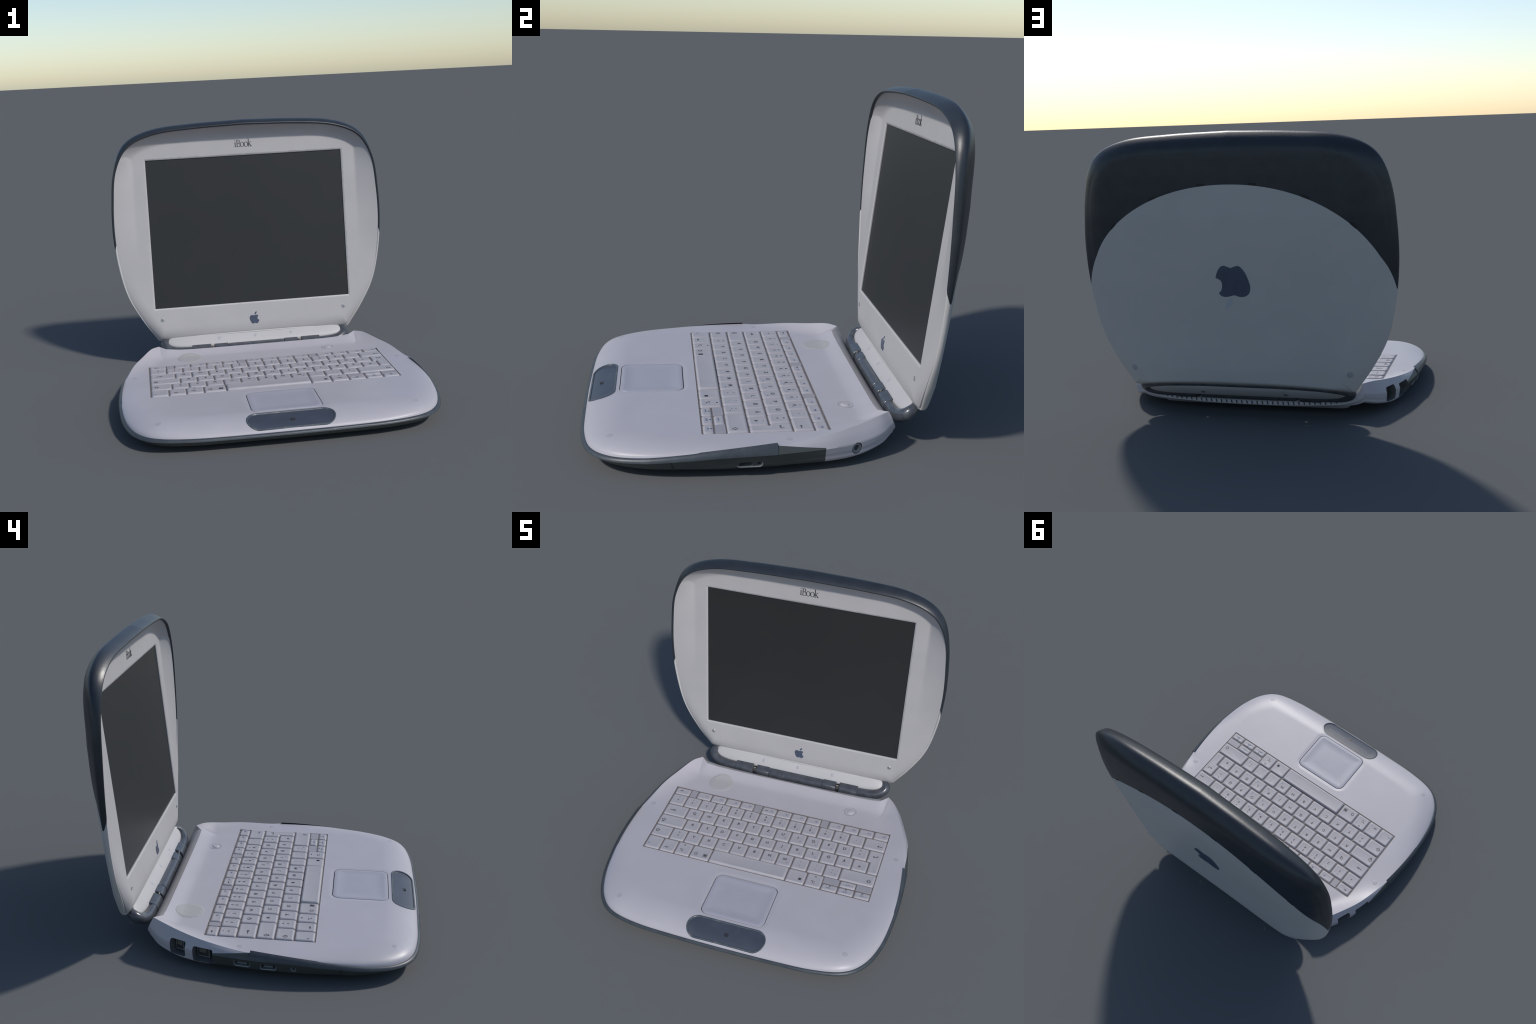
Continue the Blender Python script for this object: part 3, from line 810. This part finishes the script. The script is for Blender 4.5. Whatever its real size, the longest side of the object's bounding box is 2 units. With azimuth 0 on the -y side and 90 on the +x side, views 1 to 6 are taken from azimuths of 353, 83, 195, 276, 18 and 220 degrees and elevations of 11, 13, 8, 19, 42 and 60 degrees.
# front emblem, word mark, bezel screws
def bez_w(x, v):
    h = None
    return 0.0
fe = lambda x, v, h: lp(x, v, h)
add("emblem", bm_mesh(poly_prism([emblem(.004, -.128, .076)], -.004, .003, .0012, fe), "emblem"), LOGOM, LID)
add("emblem_leaf", bm_mesh(poly_prism([leaf(.004, -.128, .076)], -.004, .003, .0008, fe), "emblem_leaf"), LOGOM, LID)
for x in (-.675, .675):
    fs = lambda a, b, c, x=x: lp(x + a, -.084 + b, c)
    add("screw", bm_mesh(lathe_bm([(.0135, -.004), (.0135, .0015), (.0115, .003), (.006, .003), (.0055, .0008), (.001, .0008)], 24, fs), "screw"), METAL, LID)
    add("screw_socket", bm_mesh(lathe_bm([(.0052, -.001), (.0052, .0014), (.001, .0014)], 12, fs), "screw_socket"), INKBLUE, LID)

# word mark built from tapered strokes (tall condensed serif letters)
def stroke(pts, wid):
    pts = np.asarray(pts, float); wid = np.broadcast_to(np.asarray(wid, float), (len(pts),))
    t = np.gradient(pts, axis=0); t /= np.linalg.norm(t, axis=1)[:, None] + 1e-9
    nn = np.stack([-t[:, 1], t[:, 0]], 1) * wid[:, None] / 2
    return [tuple(p) for p in np.vstack([pts + nn, (pts - nn)[::-1]])]
def ell(cx, cy, rx, ry, a0, a1, n=17):
    a = np.radians(np.linspace(a0, a1, n)); return np.stack([cx + rx * np.cos(a), cy + ry * np.sin(a)], 1)
T = []; th, tn = .0054, .0020
bx = -.0645; by = 1.143; H = .050; xh = .035     # baseline, cap height, x-height
def seg(a, b, w): T.append(stroke([a, b], w))
# i
seg((bx + .006, by), (bx + .006, by + xh), th); seg((bx, by + .001), (bx + .012, by + .001), tn); seg((bx + .001, by + xh - .002), (bx + .006, by + xh - .001), tn)
T.append(stroke(ell(bx + .005, by + xh + .011, .0015, .0015, 0, 340, 9), .003))
# B
x0 = bx + .020
seg((x0, by), (x0, by + H), th); seg((x0 - .006, by + H - .001), (x0 + .008, by + H - .001), tn); seg((x0 - .006, by + .001), (x0 + .008, by + .001), tn)
a = np.linspace(0, 1, 15); fat = lambda k: tn + (th - tn) * np.sin(np.pi * a) ** 1.2 * k
T.append(stroke(ell(x0 + .006, by + H * .77, .012, H * .225, 90, -90, 15), fat(1))); T.append(stroke(ell(x0 + .007, by + H * .275, .016, H * .262, 90, -90, 15), fat(1)))
seg((x0, by + H * .54), (x0 + .008, by + H * .54), tn)
# o o
for ox in (bx + .056, bx + .085):
    a = np.linspace(0, 1, 25)
    wd = tn + (th - tn) * np.abs(np.cos(2 * np.pi * a)) ** 1.3
    T.append(stroke(ell(ox, by + xh / 2, .0125, xh / 2 - .0005, 0, 180, 25), tn + (th - tn) * np.abs(np.cos(np.pi * a)) ** 1.3))
    T.append(stroke(ell(ox, by + xh / 2, .0125, xh / 2 - .0005, 180, 360, 25), tn + (th - tn) * np.abs(np.cos(np.pi * a)) ** 1.3))
# k
kx = bx + .104
seg((kx, by), (kx, by + H + .005), th); seg((kx - .005, by + H + .004), (kx, by + H + .005), tn); seg((kx - .004, by + .001), (kx + .005, by + .001), tn)
seg((kx, by + xh * .42), (kx + .016, by + xh), tn + .0006); seg((kx + .005, by + xh * .58), (kx + .020, by), th * .95)
seg((kx + .010, by + xh - .001), (kx + .021, by + xh - .001), tn); seg((kx + .013, by + .001), (kx + .025, by + .001), tn)
bmw = bmesh.new(); bl_ = []
for i, L in enumerate(T): bl_.append(poly_prism([L], -.001, .0010 + .00004 * i, 0, lp))
add("word_mark", bm_mesh(merge(bl_), "word_mark"), INK, LID, smooth=False)

# ================================================================= HANDLE / HINGE
HPATH = [(0, .812, .233), (.25, .811, .232), (.45, .806, .225), (.57, .791, .214), (.640, .768, .203), (.668, .740, .190), (.660, .712, .168),
         (.62, .688, .148), (.56, .676, .139), (.44, .674, .136)]
HR = [.017, .017, .017, .019, .025, .031, .034, .034, .034, .033]
hp = cr(np.column_stack([HPATH, HR]), 10)
full = np.vstack([(hp * np.array([-1, 1, 1, 1]))[::-1][:-1], hp])
HANDLE = add("handle", bm_mesh(tube_bm(full[:, :3], full[:, 3], 22, False, (0, -.7, .7)), "handle"), HINGEM)
def barrel(x0, x1, r, yc=.674, zc=.135, flap=None, bev=.004):
    prof = []
    n = 26
    for i in range(n):
        a = 2 * math.pi * i / n
        y, z = yc + r * math.cos(a), zc + r * math.sin(a)
        prof.append((y, z))
    if flap:
        # tangent flap towards the bar at 45 degrees
        prof = []
        for i in range(n):
            a = math.radians(100 + 250 * i / (n - 1)); prof.append((yc + r * math.cos(a), zc + r * math.sin(a)))
        prof += [(yc + r * .95 + flap * .5, zc + r * .35 + flap * .5), (yc + r * .25 + flap, zc + r * .95 + flap * .75), (yc + flap * .55 - .002, zc + r + flap * .48)]
    rows = []
    cy = sum(p[0] for p in prof) / len(prof); cz = sum(p[1] for p in prof) / len(prof)
    for x, k in ((x0, .86), (x0 + bev * .4, .95), (x0 + bev, 1), (x1 - bev, 1), (x1 - bev * .4, .95), (x1, .86)):
        rows.append([(x, cy + (p[0] - cy) * k, cz + (p[1] - cz) * k) for p in prof])
    return grid_bm(rows, True, True, True)
for s in (1, -1):
    a, b = sorted((s * .334, s * .474)); add("hinge_barrel", bm_mesh(barrel(a, b, .037, flap=.010), "hinge_barrel"), HINGEM, HANDLE)
    a, b = sorted((s * .206, s * .310)); add("hinge_barrel", bm_mesh(barrel(a, b, .035, flap=.010), "hinge_barrel"), HINGEM, HANDLE)
    a, b = sorted((s * .305, s * .340)); add("hinge_pin", bm_mesh(barrel(a, b, .024), "hinge_pin"), INK, HANDLE)
    add("hinge_contact", bm_mesh(poly_prism([rrect(s * .322, .662, .009, .004, .002, 3)], .155, .171, .001), "hinge_contact"), GOLD, HANDLE)
add("hinge_tube", bm_mesh(barrel(-.206, .206, .036), "hinge_tube"), HINGEM, HANDLE)
# second ridge along the centre tube
add("hinge_ridge", bm_mesh(barrel(-.203, .203, .015, .692, .157), "hinge_ridge"), HINGEM, HANDLE)

# white bar held inside the handle loop
rows = []
for xx in np.sin(np.linspace(-math.pi / 2, math.pi / 2, 61)) * .652:
    k = max(1 - (abs(xx) / .6525) ** 9, 0) ** .5
    cy, cz = .741, .195; hq, ht = .062 * k, .024 * max(k, .02) ** .6
    if k < .02: hq, ht = .002, .002
    r = []
    for i in range(24):
        a = 2 * math.pi * i / 24; ca, sa = math.cos(a), math.sin(a)
        u = hq * math.copysign(abs(ca) ** .6, ca); t = (ht if sa > 0 else ht * 1.7) * math.copysign(abs(sa) ** .6, sa)
        r.append((xx, cy + u * .707 - t * .707, cz + u * .707 + t * .707))
    rows.append(r)
BAR = add("hinge_cover", bm_mesh(grid_bm(rows, True, True, True), "hinge_cover"), BEZELW, HANDLE)
for x, y, z in ((-.267, .7325, .2145), (.0, .7325, .2145), (.267, .7325, .2145)):
    fd = lambda a, b, c, x=x: (x + a, .7200 + .0 + b * .707 - c * .707, .2070 + b * .707 + c * .707)
    add("moulding_mark", bm_mesh(lathe_bm([(.014, -.004), (.014, .0004), (.012, .0010), (.001, .0010)], 20, fd), "moulding_mark"), SPOT, HANDLE)
for x in (.268, -.268):
    fd = lambda a, b, c, x=x: (x + a, .7705 + b * .707 + c * .707, .1665 + b * .707 - c * .707)
    add("screw", bm_mesh(lathe_bm([(.013, -.004), (.013, .001), (.010, .002), (.004, .001), (.001, .001)], 20, fd), "screw"), METAL, HANDLE)

# ================================================================= PORT FITTINGS
for nm, c, hl, hh, r, ang, dep in SOCK:
    fr = side_frame(*c, ang)
    if nm in ("modem_port", "network_port"):
        w_ = .030 if nm == "modem_port" else .040
        sh = -.014
        b = [poly_prism([rrect(sh, -.004, w_, .034, .006, 4)], -dep + .002, -.045, .002, fr)]
        P0 = add(nm, bm_mesh(merge(b), nm), PORTM, BOT)
        add("port_opening", bm_mesh(poly_prism([rrect(sh, -.004, w_ - .007, .024, .003, 3)], -.046, -.0435, 0, fr), "port_opening"), INK, BOT)
        pins = [poly_prism([rrect(sh - .02 + .006 * i, .006, .0016, .012, .001, 2)], -.044, -.042, 0, fr) for i in range(7)]
        add("contact_pin", bm_mesh(merge(pins), "contact_pin"), GOLD, BOT, kind="stuff")
    elif nm in ("usb_port", "audio_port"):
        rw = [[fr(x, y, z) for x, y in rrect(0, 0, hl - i, hh - i, max(r - i, .004), 6)] for i, z in ((.0, -.03), (.001, -.004), (.005, -.002), (.009, -.004), (.010, -.03))]
        add(nm, bm_mesh(grid_bm(rw, True), nm), PORTM, BOT)
        add("port_tongue", bm_mesh(poly_prism([rrect(0, -.002, hl - .024, .006, .002, 3)], -.04, -.010, .001, fr), "port_tongue"), PORTM, BOT)
    elif nm in ("headphone_jack", "power_jack"):
        ro_ = r - .002
        add(nm, bm_mesh(lathe_bm([(ro_, -.045), (ro_, -.006), (ro_ - .003, -.003), (ro_ * .55, -.004), (ro_ * .42, -.012), (ro_ * .40, -.040), (.001, -.040)], 28, fr), nm), PORTM, BOT)
        add("jack_hole", bm_mesh(lathe_bm([(ro_ * .45, -.03), (ro_ * .45, -.0105), (.001, -.0105)], 20, fr), "jack_hole"), INK, BOT)
fr = side_frame(*on_side((.975, -.122, .073), -.02), -.02)
rw = [[fr(x, y, z) for x, y in rrect(0, 0, .062 + i, .017 + i, .0168 + i, 8)] for i, z in ((.004, -.02), (.004, -.004), (.002, .0005), (-.002, -.0015), (-.003, -.014))]
add("slot_frame", bm_mesh(grid_bm(rw, True), "slot_frame"), PORTM, BOT)
